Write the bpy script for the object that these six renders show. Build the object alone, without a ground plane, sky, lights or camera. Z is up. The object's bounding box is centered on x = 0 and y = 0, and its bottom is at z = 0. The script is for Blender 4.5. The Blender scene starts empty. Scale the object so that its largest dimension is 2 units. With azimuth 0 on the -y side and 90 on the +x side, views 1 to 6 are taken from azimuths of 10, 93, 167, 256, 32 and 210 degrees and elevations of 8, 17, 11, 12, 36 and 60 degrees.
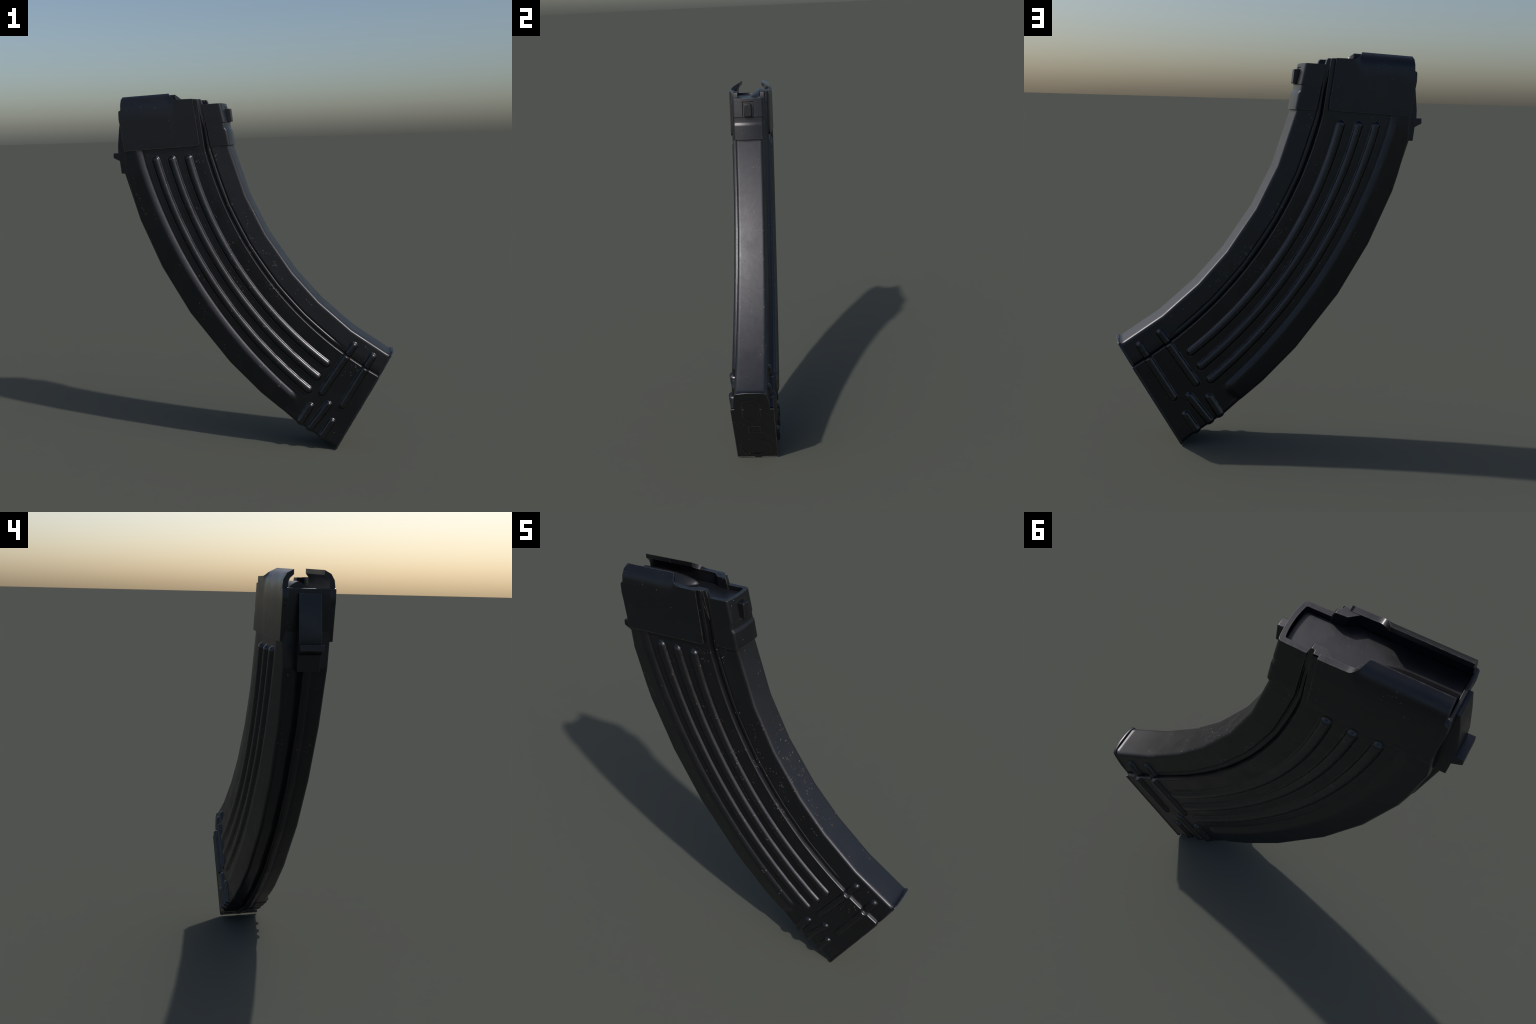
# Curved, rib-stamped steel box magazine (dark blued finish), leaning on its floor plate.
# Everything on the body is concentric about one centre C in the x-z plane, so the body is
# described in polar terms: radius r (spine 1.837 ... front 2.45) and angle a (degrees).
import bpy, bmesh, math
import numpy as np
from mathutils import Vector

C = np.array([1.68, 2.13])
R_SPINE, R_SIDE, R_FRONT = 1.837, 2.43, 2.449
A_BOT, A_TOP = -120.25, -166.9
A_PLANE = -119.9


def ss(x, a, b):
    t = np.clip((x - a) / (b - a), 0, 1)
    return t * t * (3 - 2 * t)


def smin(a, b, k):
    h = np.clip(0.5 + 0.5 * (b - a) / k, 0, 1)
    return b * (1 - h) + a * h - k * h * (1 - h)


def smax(a, b, k):
    return -smin(-a, -b, k)


# ------------------------------------------------------------------ materials
def steel(name, base=(0.0034, 0.0037, 0.0046), rough=0.35, spec=0.62, specks=1.0, metallic=0.0, bump=0.10, edge=0.0, face_rough=0.0):
    m = bpy.data.materials.new(name)
    m.use_nodes = True
    nt = m.node_tree
    N, L = nt.nodes, nt.links
    bs = N["Principled BSDF"]
    tc = N.new("ShaderNodeTexCoord")

    def noise(scale, detail=3, rgh=0.55):
        n = N.new("ShaderNodeTexNoise")
        n.inputs["Scale"].default_value = scale
        n.inputs["Detail"].default_value = detail
        n.inputs["Roughness"].default_value = rgh
        L.new(tc.outputs["Object"], n.inputs["Vector"])
        return n.outputs["Fac"]

    def mrange(src, a, b, c, d):
        n = N.new("ShaderNodeMapRange")
        n.inputs[1].default_value, n.inputs[2].default_value = a, b
        n.inputs[3].default_value, n.inputs[4].default_value = c, d
        L.new(src, n.inputs[0])
        return n.outputs[0]

    def math_(op, a, b):
        n = N.new("ShaderNodeMath")
        n.operation = op
        for i, v in enumerate((a, b)):
            if isinstance(v, (int, float)):
                n.inputs[i].default_value = v
            else:
                L.new(v, n.inputs[i])
        return n.outputs[0]

    def mix(fac, a, b):
        n = N.new("ShaderNodeMix")
        n.data_type = 'RGBA'
        L.new(fac, n.inputs[0])
        for sock, v in ((n.inputs[6], a), (n.inputs[7], b)):
            if isinstance(v, tuple):
                sock.default_value = (*v, 1)
            else:
                L.new(v, sock)
        return n.outputs[2]

    def vor(scale):
        v = N.new("ShaderNodeTexVoronoi")
        v.inputs["Scale"].default_value = scale
        L.new(tc.outputs["Object"], v.inputs["Vector"])
        return v

    # slow tone drift
    tone = mrange(noise(5, 4), 0.35, 0.7, 0.0, 1.0)
    col = mix(tone, base, tuple(c * 1.35 for c in base))
    # bare-metal chips: small voronoi cells, gated by a patchy cluster mask
    v = vor(105)
    sep = N.new("ShaderNodeSeparateColor")
    L.new(v.outputs["Color"], sep.inputs[0])
    size = mrange(sep.outputs[0], 0.0, 1.0, 0.09, 0.36)
    ragged = mrange(noise(260, 3), 0.3, 0.7, -0.22, 0.22)
    dist = math_('ADD', v.outputs["Distance"], ragged)
    dot = math_('LESS_THAN', dist, size)
    cluster = noise(7.0, 3, 0.6)
    thr = mrange(cluster, 0.55, 0.78, 0.008, 0.50)
    # the handling zone half way down the inner curve is the most chipped
    flat = N.new("ShaderNodeVectorMath")
    flat.operation = 'MULTIPLY'
    flat.inputs[1].default_value = (1, 0, 1)
    L.new(tc.outputs["Object"], flat.inputs[0])
    far = N.new("ShaderNodeVectorMath")
    far.operation = 'DISTANCE'
    far.inputs[1].default_value = (0.12, 0, 1.06)
    L.new(flat.outputs[0], far.inputs[0])
    worn = mrange(far.outputs["Value"], 0.36, 0.06, 0.0, 1.0)
    worn = math_('MULTIPLY', worn, mrange(noise(17, 3, 0.6), 0.47, 0.60, 0.0, 0.85))
    thr = math_('MAXIMUM', thr, worn)
    keep = math_('LESS_THAN', sep.outputs[1], thr)
    chip = math_('MULTIPLY', math_('MULTIPLY', dot, keep), specks)
    rust = mix(mrange(sep.outputs[2], 0.7, 0.8, 0.0, 1.0), (0.20, 0.195, 0.18), (0.16, 0.10, 0.06))
    chipf = math_('MULTIPLY', chip, math_('ADD', math_('MULTIPLY', sep.outputs[2], 0.48), 0.20))
    if edge > 0:
        bv = N.new("ShaderNodeBevel")
        bv.samples = 6
        bv.inputs["Radius"].default_value = 0.006
        geo = N.new("ShaderNodeNewGeometry")
        dp = N.new("ShaderNodeVectorMath")
        dp.operation = 'DOT_PRODUCT'
        L.new(bv.outputs[0], dp.inputs[0])
        L.new(geo.outputs["Normal"], dp.inputs[1])
        edge_pale = mrange(dp.outputs["Value"], 0.985, 0.90, 0.0, 1.0)  # paler tone along the edges, broken up by noise
        edge_pale = math_('MULTIPLY', edge_pale, mrange(noise(55, 4, 0.65), 0.34, 0.64, 0.1, 1.0))
        edge_pale = math_('MULTIPLY', edge_pale, edge)
        chipf = math_('MAXIMUM', chipf, edge_pale)
    col = mix(chipf, col, rust)
    L.new(col, bs.inputs["Base Color"])
    # roughness smudges
    r = mrange(noise(11, 5), 0.3, 0.7, rough - 0.05, rough + 0.06)
    r = math_('ADD', r, math_('MULTIPLY', chip, 0.15))
    bs.inputs["Specular IOR Level"].default_value = spec
    if face_rough:
        # roughness and specular raised on the inner-curve face to spread its sun sheen
        geo2 = N.new("ShaderNodeNewGeometry")
        sx = N.new("ShaderNodeSeparateXYZ")
        L.new(geo2.outputs["Normal"], sx.inputs[0])
        side = math_('ABSOLUTE', sx.outputs[1], 0.0)
        face = mrange(side, 0.75, 0.35, 0.0, 1.0)
        r = math_('ADD', r, math_('MULTIPLY', face, face_rough))
        L.new(math_('ADD', math_('MULTIPLY', face, 0.20), spec), bs.inputs["Specular IOR Level"])
    L.new(r, bs.inputs["Roughness"])
    bs.inputs["Specular Tint"].default_value = (0.95, 0.95, 1.03, 1)
    bs.inputs["Metallic"].default_value = metallic
    # uneven hammered sheet and fine grain
    h1 = noise(34, 3)
    h2 = noise(420, 2)
    h = math_('ADD', math_('MULTIPLY', h1, 0.36), math_('MULTIPLY', h2, 0.07))
    h = math_('SUBTRACT', h, math_('MULTIPLY', chip, 0.12))
    b = N.new("ShaderNodeBump")
    b.inputs["Strength"].default_value = bump
    b.inputs["Distance"].default_value = 0.012
    L.new(h, b.inputs["Height"])
    L.new(b.outputs["Normal"], bs.inputs["Normal"])
    return m


STEEL = steel("blued_steel", rough=0.33)
RIB = steel("blued_steel_rib", rough=0.275, spec=0.78)  # same steel, gloss boosted so the highlights along the ribs come out whiter
PLATE = steel("blued_steel_plate", specks=0.9, edge=0.45)
SPINE = steel("blued_steel_spine", face_rough=0.09)
FOLLOW = steel("follower_steel", base=(0.0055, 0.0056, 0.0065), rough=0.40, specks=0.25, bump=0.06)

# ------------------------------------------------------------------ object helpers
root = bpy.data.objects.new("rifle_magazine", None)
bpy.context.scene.collection.objects.link(root)
root["label"] = "long curved black steel rifle magazine with ribbed sides"
root["category"] = "rifle magazine"


def add(name, mesh, mat, parent=None):
    ob = bpy.data.objects.new(name, mesh)
    bpy.context.scene.collection.objects.link(ob)
    mesh.materials.append(mat)
    ob.parent = parent or root
    return ob


def mesh_from(name, verts, faces):
    me = bpy.data.meshes.new(name)
    me.from_pydata([tuple(map(float, v)) for v in verts], [], [tuple(map(int, f)) for f in faces])
    me.update()
    return me


def fix_normals(me):
    bm = bmesh.new()
    bm.from_mesh(me)
    bmesh.ops.recalc_face_normals(bm, faces=bm.faces)
    bm.to_mesh(me)
    bm.free()


def finish(ob, bevel=0.003, seg=3, angle=30):
    """Round the edges that catch light; smooth shading with hardened bevels."""
    fix_normals(ob.data)
    ob.data.shade_smooth()
    ob.data.set_sharp_from_angle(angle=math.radians(angle))
    if bevel:
        m = ob.modifiers.new("bevel", 'BEVEL')
        m.width = bevel
        m.segments = seg
        m.limit_method = 'ANGLE'
        m.angle_limit = math.radians(angle)
        m.harden_normals = False
    return ob


def prism(name, profile, halfw, mat, bevel=0.003, parent=None):
    """Side profile in x-z, extruded across y (halfw may be (y0, y1))."""
    y0, y1 = halfw if isinstance(halfw, tuple) else (-halfw, halfw)
    n = len(profile)
    V = [(x, y0, z) for x, z in profile] + [(x, y1, z) for x, z in profile]
    F = [list(range(n)), list(range(2 * n - 1, n - 1, -1))]
    F += [(i, (i + 1) % n, n + (i + 1) % n, n + i) for i in range(n)]
    return finish(add(name, mesh_from(name, V, F), mat, parent), bevel)


# ------------------------------------------------------------------ body lattice
FACET_FRONT = np.array([-166.9, -160.4, -153.5, -146.3, -138.0, -132.3, -126.3, -119.9])
FACET_SPINE = np.array([-166.9, -157.7, -150.3, -142.1, -135.5, -128.0, -119.9])


def facet(a, knots):
    """The long curve is a run of straight facets: radial factor between knot angles."""
    i = np.clip(np.searchsorted(knots, a) - 1, 0, len(knots) - 2)
    lo, hi = knots[i], knots[i + 1]
    half, mid = np.radians((hi - lo) / 2), np.radians((hi + lo) / 2)
    return np.cos(half) / np.cos(np.radians(a) - mid)


def bow(a):
    return np.clip(1 - ((a + 148.0) / 20.0) ** 2, 0, 1)


# long stamped ribs: (radius at the ends, inward bow, first angle, last angle)
LONG_RIBS = [(2.250, 0.014, -167.35, -127.65), (2.161, 0.009, -166.85, -127.8), (2.068, -0.001, -166.35, -127.95)]
# short stamped ribs across the foot: (x, z) of both ends
FOOT_RIBS = [((0.382, 0.334), (0.556, 0.594)), ((0.495, 0.262), (0.657, 0.532))]
EDGE_RIBS = [((0.222, 0.100), (0.314, 0.252)), ((0.268, 0.068), (0.415, 0.264)), ((0.336, 0.014), (0.432, 0.166))]
RIB_W = 0.0215


def rib_fields(x, z):
    """Normalised distance (0 crest, 1 foot) to every rib."""
    r = np.hypot(x - C[0], z - C[1])
    a = np.degrees(np.arctan2(z - C[1], x - C[0]))
    out = []
    for rr, bw, a0, a1 in LONG_RIBS:
        ac = np.clip(a, a0, a1)
        rc = rr - bw * bow(ac)
        dx = x - (C[0] + rc * np.cos(np.radians(ac)))
        dz = z - (C[1] + rc * np.sin(np.radians(ac)))
        out.append(np.hypot(dx, dz) / RIB_W)
    for (p, q) in FOOT_RIBS + EDGE_RIBS:
        p, q = np.array(p), np.array(q)
        d = q - p
        t = np.clip(((x - p[0]) * d[0] + (z - p[1]) * d[1]) / (d @ d), 0, 1)
        out.append(np.hypot(x - p[0] - t * d[0], z - p[1] - t * d[1]) / (RIB_W * 0.95))
    return out


def rib_bump(e, h):
    # rounded pressing; shallow moat modelled round its foot to draw the dark occlusion line
    top = np.clip(1 - np.clip(e, 0, 1) ** 2.4, 0, 1) ** 0.74
    return h * top - 0.0013 * np.exp(-((e - 1.06) / 0.055) ** 2)


def side_y(r, a):
    """Half width of the body at radius r, angle a, without ribs."""
    fr = ss(r, 2.30, 2.42)
    foot = ss(a, -128.4 - 1.3 * fr, -127.0 + 0.9 * fr)
    # the body widens slowly towards the foot
    g = ss(a, -158.0, -122.0)
    shell = 0.1030 + 0.0030 * ss(r, 2.055, 1.99) * (1 - g) + 0.0090 * g
    # rolled bulge along the front edge, with a sharp slot behind it
    k = 0.021 * bow(a)
    rc = 2.353 - k
    hump = smin(0.1180 + 0.0075 * g - 0.22 * (r - rc), 0.1180 + 0.0075 * g - 11.5 * np.clip(rc - r, 0, 0.06) ** 2, 0.0022)
    hump = hump - 0.030 * ss(a, -129.3, -126.6)
    crease = 0.0012 * np.exp(-((r - (rc - 0.0375)) / 0.004) ** 2) * (1 - ss(a, -128.6, -127.4))
    shell = smax(shell - 0.010 * ss(r, 2.36, 2.42) * (1 - foot), hump, 0.0010 + 0.006 * foot) - crease
    # step down to the narrower rear channel
    panel = 0.0865 + 0.006 * g
    back = panel - 0.0085 * np.clip((1.93 - r) / 0.08, 0, 1.3)
    # a flat ledge between two fine dark grooves: one at the wall's foot, one at the rear panel
    fade = 1 - ss(a, -129.8, -127.3)
    ledge = 0.0845 + 0.0085 * g
    rise = ss(r, 1.9395, 1.9345)
    low = ledge * (1 - rise) + back * rise
    low = low - 0.0060 * np.exp(-((r - 1.9600) / 0.0022) ** 2) - 0.0042 * fade * np.exp(-((r - 1.9400) / 0.0042) ** 2)
    step = 1 - (1 - np.clip((r - 1.9622) / 0.0085, 0, 1)) ** 2.3
    return low * (1 - step) + shell * step


def station_lines():
    """Rows along the length: polar rows on the curve, then straight rows to the mouth."""
    n1, n2 = 540, 70
    rows = [('p', a) for a in np.linspace(A_BOT, A_TOP, n1)]
    rows += [('q', q) for q in np.linspace(0, 1, n2 + 1)[1:]]
    return rows


def radii():
    seg = [np.linspace(1.853, 1.928, 22), np.linspace(1.930, 1.976, 58), np.linspace(1.979, R_SIDE, 165)]
    return np.concatenate(seg)


def pos(kind, s, r):
    """(x, z, angle-like value) of radius array r on one row."""
    if kind == 'p':
        t = np.radians(s)
        return C[0] + r * np.cos(t), C[1] + r * np.sin(t), np.full_like(r, s)
    t0 = np.radians(A_TOP)
    x0, z0 = C[0] + r * np.cos(t0), C[1] + r * np.sin(t0)
    t = (r - R_SPINE) / (R_SIDE - R_SPINE)
    xt = -0.150 + (-0.690 + 0.150) * t
    zt = np.interp(t, [-0.1, 0.0, 0.213, 0.2185, 0.60, 1.0, 1.2], [1.925, 1.925, 1.928, 1.9585, 1.955, 1.895, 1.890])
    return x0 + (xt - x0) * s, z0 + (zt - z0) * s, np.full_like(r, A_TOP - 0.5 - s)


def build_body():
    rows = station_lines()
    rs = radii()
    ns = len(rs)
    smooth, faceted, masks = [], [], []
    for kind, s in rows:
        aval = s if kind == 'p' else A_TOP
        foot = float(ss(np.array(aval), -128.4, -127.0))
        # half profile from the rear centre line to the front centre line: (r, y, nr, ny)
        ysp = np.linspace(0, 1, 16)[:-1] * 0.062
        arch = 0.0008 * (1 - (ysp / 0.062) ** 2)
        flare_r = 0.006 * math.exp(-((aval - A_BOT) / 0.30) ** 2) if kind == 'p' else 0
        if kind == 'p':
            Ys = side_y(rs, np.full_like(rs, s))
            rfront = R_FRONT - 0.0100 * float(ss(np.array(-s), 162.0, 166.9))
        else:
            xq, zq, _ = pos(kind, s, rs)
            rq = np.hypot(xq - C[0], zq - C[1])
            wq = ss(rs, 2.02, 2.20)
            Ys = side_y(rs * (1 - wq) + rq * wq, np.full_like(rs, A_TOP - s))
            rfront = R_FRONT - 0.0100
        y1 = Ys[0]
        tt = np.linspace(0, 1, 12)[:-1]
        br = (1 - tt) ** 2 * R_SPINE + 2 * tt * (1 - tt) * (R_SPINE + 0.0008) + tt ** 2 * rs[0]
        by = (1 - tt) ** 2 * 0.062 + 2 * tt * (1 - tt) * (y1 - 0.0025) + tt ** 2 * y1
        yc = Ys[-1]
        tf = np.linspace(0, 1, 14)[1:]
        fr = (1 - tf) ** 2 * R_SIDE + 2 * tf * (1 - tf) * (rfront + 0.001) + tf ** 2 * rfront
        fy = (1 - tf) ** 2 * yc + 2 * tf * (1 - tf) * (yc - 0.003) + tf ** 2 * (yc - 0.022)
        yf = np.linspace(yc - 0.022, 0, 34)[1:]
        gr = rfront - 0.004 * ss(yf, 0.05, 0.020)
        r = np.concatenate([R_SPINE - arch, br, rs, fr, gr])
        y = np.concatenate([ysp, by, Ys, fy, yf])
        nrm = np.concatenate([np.zeros_like(ysp), np.linspace(0, 1, len(br)), np.ones(ns),
                              np.linspace(1, 0, len(fr)), np.zeros(len(gr))])
        # straight part: the front wall is nearly upright there, so pull the rounding in
        x, z, _ = pos(kind, s, r)
        es = rib_fields(x, z)
        b = np.zeros_like(r)
        m = np.full(len(r), -1)
        for i, e in enumerate(es):
            h = rib_bump(e, 0.0145 if i < 3 else 0.0145)
            if i < 3:
                h = h * (nrm > 0.99)
            if i >= 5:
                h = h * np.where(nrm < 0.5, ss(y, 0.026, 0.036), 1) * np.where(nrm > 0.99, 1, 0.48)
            hit = (e < 1.12) & ((nrm > 0.99) if i < 5 else ((nrm > 0.99) | (r > 2.43) & (y > 0.026)))
            m = np.where(hit, i, m)
            b = np.where(np.abs(h) > np.abs(b), h, b)
        y2 = y + b * nrm
        sgn = np.where(r < 2.0, -1, 1)
        flange = 0.006 * math.exp(-((aval - A_BOT) / 0.55) ** 2) if kind == 'p' else 0
        dr = b * np.sqrt(np.clip(1 - nrm ** 2, 0, 1)) * sgn
        dr = dr + np.where(nrm < 1, np.where(sgn > 0, flange, -flare_r), 0) * (1 - nrm)
        r2 = r + dr
        xs, zs, _ = pos(kind, s, r2)
        smooth.append(np.c_[xs, y2, zs])
        if kind == 'p':
            w_f = ss(r2, 2.30, 2.40)
            w_s = ss(r2, 1.98, 1.90)
            rf = r2 * (1 + w_f * (facet(s, FACET_FRONT) - 1) + w_s * (facet(s, FACET_SPINE) - 1))
            xs, zs, _ = pos(kind, s, rf)
        faceted.append(np.c_[xs, y2, zs])
        masks.append(np.where((r < 1.9365), -2, m))
    P, Q, M = np.array(smooth), np.array(faceted), np.array(masks)

    # mirror to the full loop (rear centre -> +y -> front centre -> -y -> back)
    def mirror(A):
        B = A[:, -2:0:-1].copy()
        if A.ndim == 3:
            B[:, :, 1] *= -1
        return np.concatenate([A, B], axis=1)
    nh = P.shape[1]
    P, Q = mirror(P), mirror(Q)
    Mside = np.concatenate([M, np.where(M[:, -2:0:-1] >= 0, M[:, -2:0:-1] + 100, M[:, -2:0:-1])], axis=1)
    nr_, nl = P.shape[:2]
    # normals from the un-faceted surface, so the facets shade as one smooth curve
    du = np.gradient(P, axis=0)
    dv = (np.roll(P, -1, axis=1) - np.roll(P, 1, axis=1))
    Nn = np.cross(dv, du)
    Nn /= np.maximum(np.linalg.norm(Nn, axis=2, keepdims=True), 1e-9)
    i, j = np.meshgrid(np.arange(nr_ - 1), np.arange(nl), indexing='ij')
    j2 = (j + 1) % nl
    F = np.stack([i * nl + j, i * nl + j2, (i + 1) * nl + j2, (i + 1) * nl + j], axis=-1).reshape(-1, 4)
    fid = np.maximum.reduce([Mside[i, j], Mside[i + 1, j], Mside[i, j2], Mside[i + 1, j2]]).reshape(-1)
    V, NV = Q.reshape(-1, 3), Nn.reshape(-1, 3)
    # orientation check: outward on the +y side
    k = nl // 4
    if NV[(nr_ // 2) * nl + k][1] < 0:
        NV = -NV
        F = F[:, ::-1]
    f0 = F[(nr_ // 2) * nl + k]
    n0 = np.cross(V[f0[1]] - V[f0[0]], V[f0[2]] - V[f0[0]])
    if n0[1] < 0:
        F = F[:, ::-1]

    def piece(name, sel, parent=None, mat=STEEL):
        f = F[sel]
        used, inv = np.unique(f, return_inverse=True)
        me = bpy.data.meshes.new(name)
        vv = V[used].astype(np.float32)
        ff = inv.reshape(-1, 4).astype(np.int32)
        me.vertices.add(len(vv))
        me.vertices.foreach_set("co", vv.ravel())
        me.loops.add(ff.size)
        me.loops.foreach_set("vertex_index", ff.ravel())
        me.polygons.add(len(ff))
        me.polygons.foreach_set("loop_start", np.arange(0, ff.size, 4, dtype=np.int32))
        me.update(calc_edges=True)
        me.validate()
        me.shade_smooth()
        me.normals_split_custom_set_from_vertices([tuple(map(float, n)) for n in NV[used]])
        return add(name, me, mat, parent)

    shell = piece("shell", fid == -1)
    piece("spine_panel", fid == -2, mat=SPINE)
    for q in range(8):
        for side in (0, 100):
            sel = fid == q + side
            if sel.any():
                piece("stamped_rib", sel, shell, RIB)
    return shell


shell = build_body()


# ------------------------------------------------------------------ seam strip down the front
def seam_strip():
    A = np.linspace(-166.9, A_PLANE, 240)
    prof = [(-0.0190, 0.0), (-0.0190, 0.78), (-0.0165, 0.94), (-0.0125, 1.0), (0.0125, 1.0), (0.0165, 0.94), (0.0190, 0.78), (0.0190, 0.0)]
    V, F = [], []
    for a in A:
        f = facet(a, FACET_FRONT)
        top = 2.4745 * f - 0.0172 * float(ss(np.array(a), -125.5, -120.6))
        base = 2.42
        t = math.radians(a)
        for y, h in prof:
            r = base + (top - base) * h
            V.append((C[0] + r * math.cos(t), y, C[1] + r * math.sin(t)))
    n = len(prof)
    for i in range(len(A) - 1):
        for j in range(n - 1):
            F.append((i * n + j, i * n + j + 1, (i + 1) * n + j + 1, (i + 1) * n + j))
    F.append(list(range(n)))
    F.append(list(range((len(A) - 1) * n, len(A) * n))[::-1])
    finish(add("seam_strip", mesh_from("seam_strip", V, F), PLATE), 0.0, angle=40)


seam_strip()


# ------------------------------------------------------------------ side plates that roll over into the feed lips
LEV = [0.0, 2.0, 3.0, 4.0, 5.0]
OUT_Y = [0.1180, 0.1175, 0.1125, 0.0970, 0.0670]
OUT_Z = [None, 1.912, 1.947, 1.973, 1.9885]
INN_Y = [0.0920, 0.0920, 0.0900, 0.0840, 0.0670]
INN_Z = [None, 1.912, 1.938, 1.952, 1.9675]


def lip_point(x, lv, inner):
    Y, Z = (INN_Y, INN_Z) if inner else (OUT_Y, OUT_Z)
    z0 = 1.690 + 0.049 * (x + 0.688)
    zs = [z0] + Z[1:]
    rise = 0.011 * (x + 0.703) / 0.266
    y = np.interp(lv, LEV, Y)
    z = np.interp(lv, LEV, zs) + min(rise, 0.0125) * np.interp(lv, LEV, [0, 0.1, 0.5, 0.8, 1.0])
    # behind the lips the wall stands straight up to a flat rim
    f = float(ss(np.array(x), -0.432, -0.392))
    ys = 0.093 if inner else 0.1165
    zst = np.interp(lv, [0, 2.0, 3.65, 5], [z0, 1.912, 1.9640, 1.99])
    return (x, y * (1 - f) + ys * f, z * (1 - f) + zst * f)


def side_plate(sgn):
    outline = [(-0.6916, 0.0), (-0.7070, 1.1), (-0.7150, 1.56), (-0.7150, 1.93), (-0.7120, 1.99), (-0.7035, 2.08), (-0.7035, 3.0), (-0.7035, 5.0), (-0.437, 5.0),
               (-0.4335, 4.75), (-0.4285, 4.5), (-0.4235, 4.25), (-0.417, 4.0), (-0.409, 3.82), (-0.400, 3.72), (-0.388, 3.66), (-0.375, 3.65),
               (-0.2925, 3.65), (-0.286, 2.0), (-0.2735, 1.0), (-0.2625, 0.12), (-0.2630, 0.07), (-0.266, 0.03), (-0.273, 0.0)]
    bm = bmesh.new()
    bm.faces.new([bm.verts.new((x, l, 0)) for x, l in outline])
    for x in np.arange(-0.70, -0.26, 0.011):
        bmesh.ops.bisect_plane(bm, geom=bm.verts[:] + bm.edges[:] + bm.faces[:], plane_co=(x, 0, 0), plane_no=(1, 0, 0), dist=1e-5)
    for l in [0.5, 1, 1.5, 2, 2.5, 3, 3.5, 4, 4.5]:
        bmesh.ops.bisect_plane(bm, geom=bm.verts[:] + bm.edges[:] + bm.faces[:], plane_co=(0, l, 0), plane_no=(0, 1, 0), dist=1e-5)
    bm.verts.index_update()
    flat = [(v.co.x, v.co.y) for v in bm.verts]
    n = len(flat)
    V = []
    for inner in (False, True):
        for x, l in flat:
            p = lip_point(x, l, inner)
            V.append((p[0], sgn * p[1], p[2]))
    F = []
    for f in bm.faces:
        ids = [v.index for v in f.verts]
        F.append(ids)
        F.append([i + n for i in reversed(ids)])
    for e in bm.edges:
        if len(e.link_faces) == 1:
            a, b = e.verts[0].index, e.verts[1].index
            F.append((a, b, b + n, a + n))
    bm.free()
    ob = add("side_plate", mesh_from("side_plate", V, F), PLATE)
    return finish(ob, 0.0030, 3, 35)


for sgn in (-1, 1):
    side_plate(sgn)

# front wall of the mouth between the plates
prism("front_wall", [(-0.7142, 1.9120), (-0.7142, 1.862), (-0.6912, 1.6895), (-0.660, 1.6895), (-0.680, 1.862), (-0.7020, 1.9120)], 0.1130, PLATE, 0.0022)

# locking lug plate with its cross nub
prism("locking_lug", [(-0.7270, 1.8910), (-0.7385, 1.820), (-0.7505, 1.722), (-0.7510, 1.676), (-0.7440, 1.640), (-0.7370, 1.5660),
                      (-0.690, 1.5660), (-0.680, 1.69), (-0.705, 1.8910)], 0.0500, PLATE, 0.0025)
prism("catch_nub", [(-0.7780, 1.6815), (-0.7795, 1.6550), (-0.7420, 1.6360), (-0.7300, 1.6360), (-0.7300, 1.6815)], 0.0512, PLATE, 0.0018,
      parent=bpy.data.objects["locking_lug"])


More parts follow.
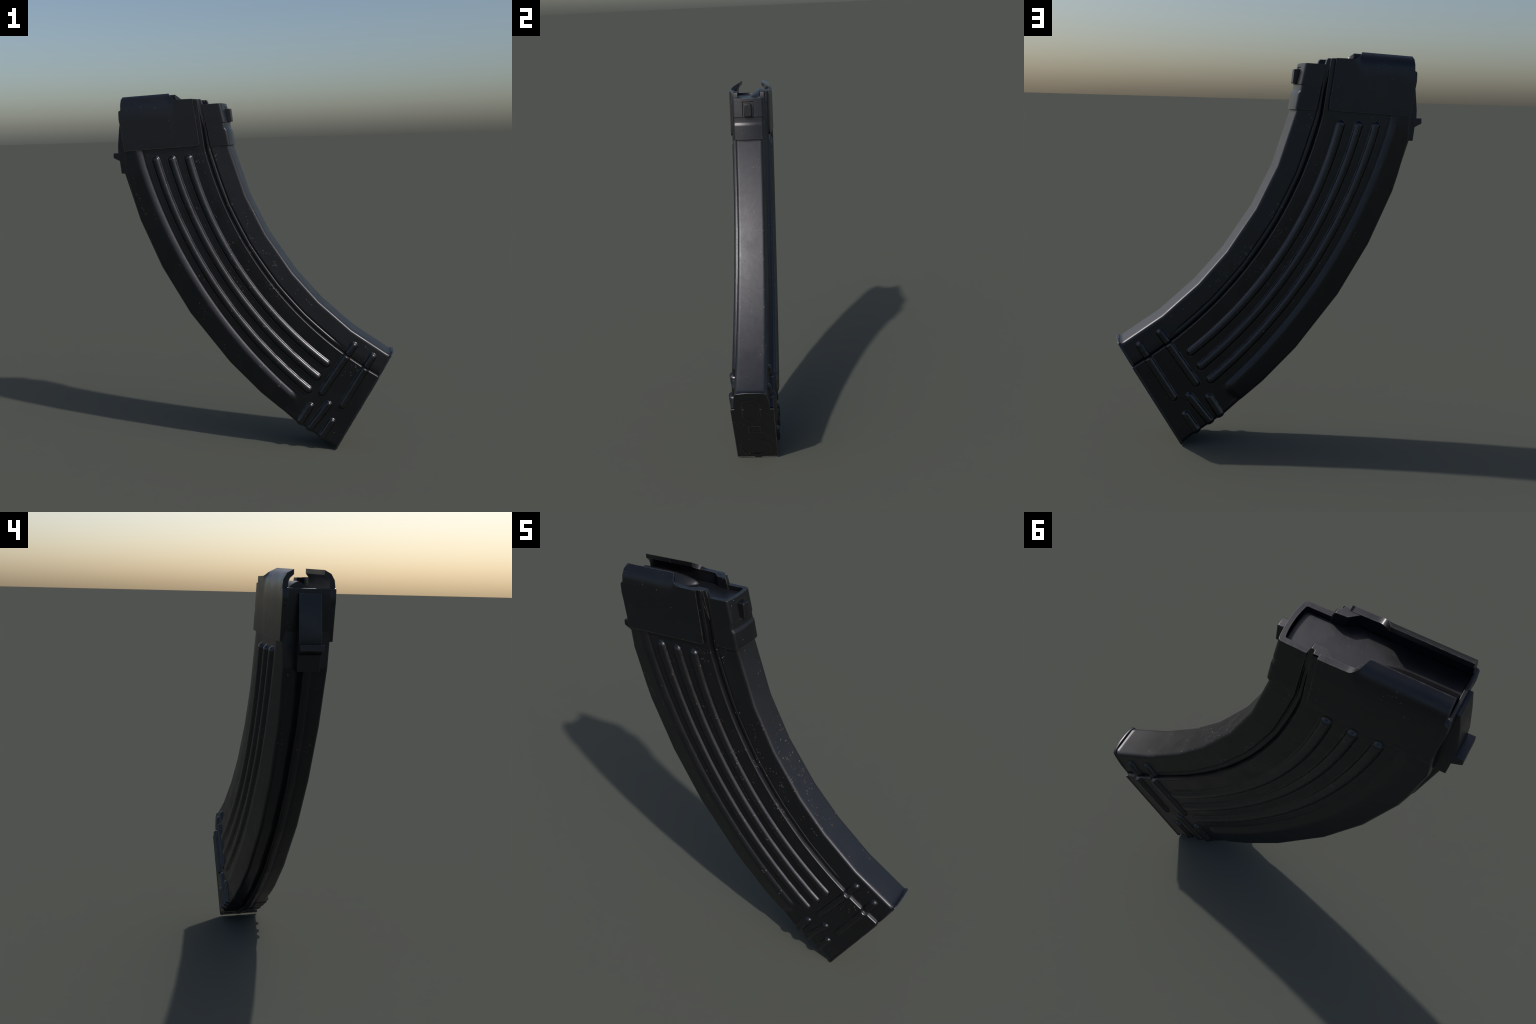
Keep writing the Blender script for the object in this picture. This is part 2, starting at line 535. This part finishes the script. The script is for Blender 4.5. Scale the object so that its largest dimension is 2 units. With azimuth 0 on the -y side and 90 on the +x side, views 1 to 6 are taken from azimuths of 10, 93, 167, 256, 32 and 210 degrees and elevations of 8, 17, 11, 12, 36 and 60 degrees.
# ------------------------------------------------------------------ rear block (U-shaped sleeve around the spine's head)
def rear_block():
    prof = [(1.7105, -0.0975), (1.735, -0.1020), (1.760, -0.1067), (1.785, -0.1112), (1.7935, -0.1130), (1.8005, -0.1200), (1.8060, -0.1215),
            (1.826, -0.1247), (1.8320, -0.1255), (1.8340, -0.1222), (1.8385, -0.1231), (1.860, -0.1275), (1.885, -0.1327), (1.9165, -0.1394), (1.9190, -0.1399), (1.9365, -0.1435)]
    V = []
    npth = None
    for z, xr in prof:
        xf = np.interp(z, [1.7085, 1.935], [-0.2065, -0.2455])
        zt = lambda x: z - 0.03 * (xr - x)
        outer, inner = [], []
        for t in np.linspace(0, 1, 8):
            x = xf + (xr - 0.016 - xf) * t
            outer.append((x, 0.0905 - 0.0015 * t))
            inner.append((xf + (xr - 0.024 - xf) * t, 0.0700 - 0.001 * t))
        for t in np.linspace(0, 1, 8)[1:]:
            ang = t * math.pi / 2
            outer.append((xr - 0.016 + 0.016 * math.sin(ang), 0.073 + 0.016 * math.cos(ang)))
            inner.append((xr - 0.024 + 0.007 * math.sin(ang), 0.062 + 0.007 * math.cos(ang)))
        for y in [0.86, 0.7, 0.56, 0.44, 0.405, 0.2, 0.0]:
            inset = 0.0045 if (y < 0.42 and 1.835 < z < 1.917) else 0.0
            outer.append((xr + 0.006 * (1 - y * y) - inset, 0.073 * y))
            inner.append((xr - 0.017 + 0.006 * (1 - y * y), 0.062 * y))
        mo = outer + [(x, -y) for x, y in reversed(outer[:-1])]
        mi = inner + [(x, -y) for x, y in reversed(inner[:-1])]
        npth = len(mo)
        V += [(x, y, zt(x)) for x, y in mo] + [(x, y, zt(x)) for x, y in mi]
    F = []
    row = 2 * npth
    for i in range(len(prof) - 1):
        for j in range(npth - 1):
            a = i * row + j
            F.append((a, a + 1, a + 1 + row, a + row))
            b = a + npth
            F.append((b, b + row, b + row + 1, b + 1))
        for j in (0, npth - 1):
            a = i * row + j
            F.append((a, a + row, a + row + npth, a + npth))
    for i in (0, len(prof) - 1):
        for j in range(npth - 1):
            a = i * row + j
            F.append((a, a + npth, a + npth + 1, a + 1))
    ob = add("rear_block", mesh_from("rear_block", V, F), PLATE)
    return finish(ob, 0.0026, 3, 38)


block = rear_block()


def lug():
    # tapered latch lug, standing in a shallow frame
    V = [(-0.150, -0.0195, 1.9085), (-0.150, 0.0195, 1.9085), (-0.1045, 0.0190, 1.9075), (-0.1045, -0.0190, 1.9075),
         (-0.130, -0.0225, 1.8365), (-0.130, 0.0225, 1.8365), (-0.0985, 0.0215, 1.8375), (-0.0985, -0.0215, 1.8375)]
    F = [(0, 1, 2, 3), (7, 6, 5, 4), (0, 4, 5, 1), (1, 5, 6, 2), (2, 6, 7, 3), (3, 7, 4, 0)]
    finish(add("latch_lug", mesh_from("latch_lug", V, F), PLATE, block), 0.0040, 4)


lug()

# guide tongues: the shell wall jogs inwards beside the channel and ends in a rounded tongue at the mouth
def guide_tongue(sgn):
    plan = [(-0.2595, 0.0660), (-0.3000, 0.0675), (-0.3320, 0.0945), (-0.3320, 0.1020), (-0.2925, 0.1030), (-0.2735, 0.1030), (-0.2715, 0.0900), (-0.2675, 0.0872), (-0.2595, 0.0872)]
    rings = [(1.9626, 0.0), (1.9590, 0.0045), (1.9500, 0.0085), (1.9300, 0.0135), (1.9050, 0.0135), (1.8000, 0.0100)]
    V, F = [], []
    n = len(plan)
    for z, push in rings:
        shift = (1.964 - z) * 0.212
        for x, y in plan:
            rear = push if x > -0.269 else 0.0
            lean = shift if x > -0.3 else shift * 0.6
            # the tongue's rear face is rounded at the top, so the push already carries part of the lean
            dx = (rear + max(0.0, (1.930 - z) * 0.212)) if rear else (lean if z < 1.9620 else 0.0)
            V.append((x + dx, sgn * (min(y, 0.0790) if z < 1.89 else y), z))
    for i in range(len(rings) - 1):
        for j in range(n):
            j2 = (j + 1) % n
            F.append((i * n + j, i * n + j2, (i + 1) * n + j2, (i + 1) * n + j))
    F.append(list(range(n)))
    F.append(list(range((len(rings) - 1) * n, len(rings) * n)))
    finish(add("guide_tongue", mesh_from("guide_tongue", V, F), PLATE), 0.0022, 3, 38)


for sgn in (-1, 1):
    guide_tongue(sgn)


# ------------------------------------------------------------------ follower
def follower():
    nx, ny = 150, 70
    xs = np.linspace(-0.6985, -0.158, nx)
    V, F = [], []
    for x in xs:
        hw = 0.0905 - 0.0225 * float(ss(np.array(x), -0.315, -0.270))
        ys = np.linspace(-hw, hw, ny)
        z = 1.900 + 0.016 * (x + 0.70) / 0.54 + 0 * ys
        # ogive hump that steers the cartridge, on one side
        u = np.clip((-0.395 - x) / 0.17, 0, 1)
        u = math.sqrt(u * (2 - u))
        d = np.clip(np.abs((ys - (0.056 - 0.010 * u)) / (0.058 * u + 1e-4)), 0, 1)
        z = z + 0.040 * u * (1 - d ** 1.7) * (1 - 0.25 * d)
        V += [(x, y, zz) for y, zz in zip(ys, z)]
    for i in range(nx - 1):
        for j in range(ny - 1):
            a = i * ny + j
            F.append((a, a + ny, a + ny + 1, a + 1))
    # skirt
    rim = [j for j in range(ny)] + [i * ny + ny - 1 for i in range(1, nx)] + [(nx - 1) * ny + j for j in range(ny - 2, -1, -1)] + [i * ny for i in range(nx - 2, 0, -1)]
    base = len(V)
    for k in rim:
        x, y, z = V[k]
        V.append((x, y, z - 0.045))
    for k in range(len(rim)):
        k2 = (k + 1) % len(rim)
        F.append((rim[k], rim[k2], base + k2, base + k))
    F.append([base + k for k in range(len(rim))])
    finish(add("follower", mesh_from("follower", V, F), FOLLOW), 0.0, angle=50)


follower()


# ------------------------------------------------------------------ floor plate
def floor_plate():
    t = math.radians(A_PLANE)
    inward = np.array([-math.cos(t), -math.sin(t)])
    down = np.array([-math.sin(t), math.cos(t)])
    P0 = C + 2.4545 * np.array([math.cos(t), math.sin(t)])
    rows = list(np.linspace(0.0025, 0.4855, 230)) + list(np.linspace(0.4870, 0.6190, 66)) + [0.6190 + 0.0155 * math.sin(k / 10 * math.pi / 2) for k in range(1, 11)]

    def hw(d):
        if d < 0.486:
            return 0.1130 - 0.004 * max(0, (0.012 - d) / 0.012) ** 2
        y = np.interp(d, [0.487, 0.545, 0.600, 0.619], [0.0945, 0.0935, 0.0865, 0.0820])
        if d > 0.619:
            y = 0.0820 * math.sqrt(max(0.02, 1 - ((d - 0.619) / 0.0160) ** 2))
        return y
    ny = 101
    s = np.linspace(-1, 1, ny)

    def ring(v, w):
        return np.exp(-(v / w) ** 2)

    def point(d, y, dn):
        q = P0 + inward * d + down * dn
        return (q[0], y, q[1])
    V, F = [], []
    for d in rows:
        y = s * (hw(d) - 0.0012)
        sq = (np.abs((d - 0.479) / 0.094) ** 3.2 + np.abs((y + 0.003) / 0.049) ** 3.2) ** (1 / 3.2)
        h = 0.0034 * ring((sq - 1) * 0.06, 0.0036)
        rx = np.maximum(np.abs(d - 0.292) / 0.031, np.abs(y) / 0.031)
        h = h + 0.0032 * ring((rx - 1) * 0.031, 0.0030)
        # two short raised bars inside the small frame
        bar = np.minimum(np.abs(y - 0.012), np.abs(y + 0.012))
        h = h + 0.0016 * ring(bar, 0.0045) * ring(d - 0.292, 0.014)
        rc = np.hypot(d - 0.112, y + 0.004)
        h = h + 0.0032 * ring(rc - 0.084, 0.0034)
        edge = ss(np.array(d), 0.02, 0.03)
        V += [point(d, yy, 0.0 - 0.0032 + hh * float(edge)) for yy, hh in zip(y, h)]
    nr_ = len(rows)
    for i in range(nr_ - 1):
        for j in range(ny - 1):
            a = i * ny + j
            F.append((a, a + 1, a + ny + 1, a + ny))
    rim = [j for j in range(ny)] + [i * ny + ny - 1 for i in range(1, nr_)] + [(nr_ - 1) * ny + j for j in range(ny - 2, -1, -1)] + [i * ny for i in range(nr_ - 2, 0, -1)]
    # outline in (d, y) for the rolled edge
    ol = []
    for k in rim:
        i, j = divmod(k, ny)
        ol.append((rows[i], s[j] * (hw(rows[i]) - 0.0012)))
    ol = np.array(ol)
    tan = np.roll(ol, -1, 0) - np.roll(ol, 1, 0)
    nor = np.c_[tan[:, 1], -tan[:, 0]]
    nor /= np.maximum(np.linalg.norm(nor, axis=1, keepdims=True), 1e-9)
    cen = np.array([0.3, 0.0])
    if ((ol - cen) * nor).sum() < 0:
        nor = -nor
    prev = rim
    for off, dn in ((0.0018, -0.0010), (0.0028, -0.0024), (0.0026, -0.0044), (0.0004, -0.0122), (-0.0008, -0.0134), (-0.010, -0.0136)):
        cur = []
        for (d, y), n in zip(ol, nor):
            cur.append(len(V))
            V.append(point(d + n[0] * off, y + n[1] * off, dn))
        for k in range(len(rim)):
            k2 = (k + 1) % len(rim)
            F.append((prev[k], prev[k2], cur[k2], cur[k]))
        prev = cur
    ob = add("floor_plate", mesh_from("floor_plate", V, F), PLATE)
    finish(ob, 0.0, angle=50)


floor_plate()
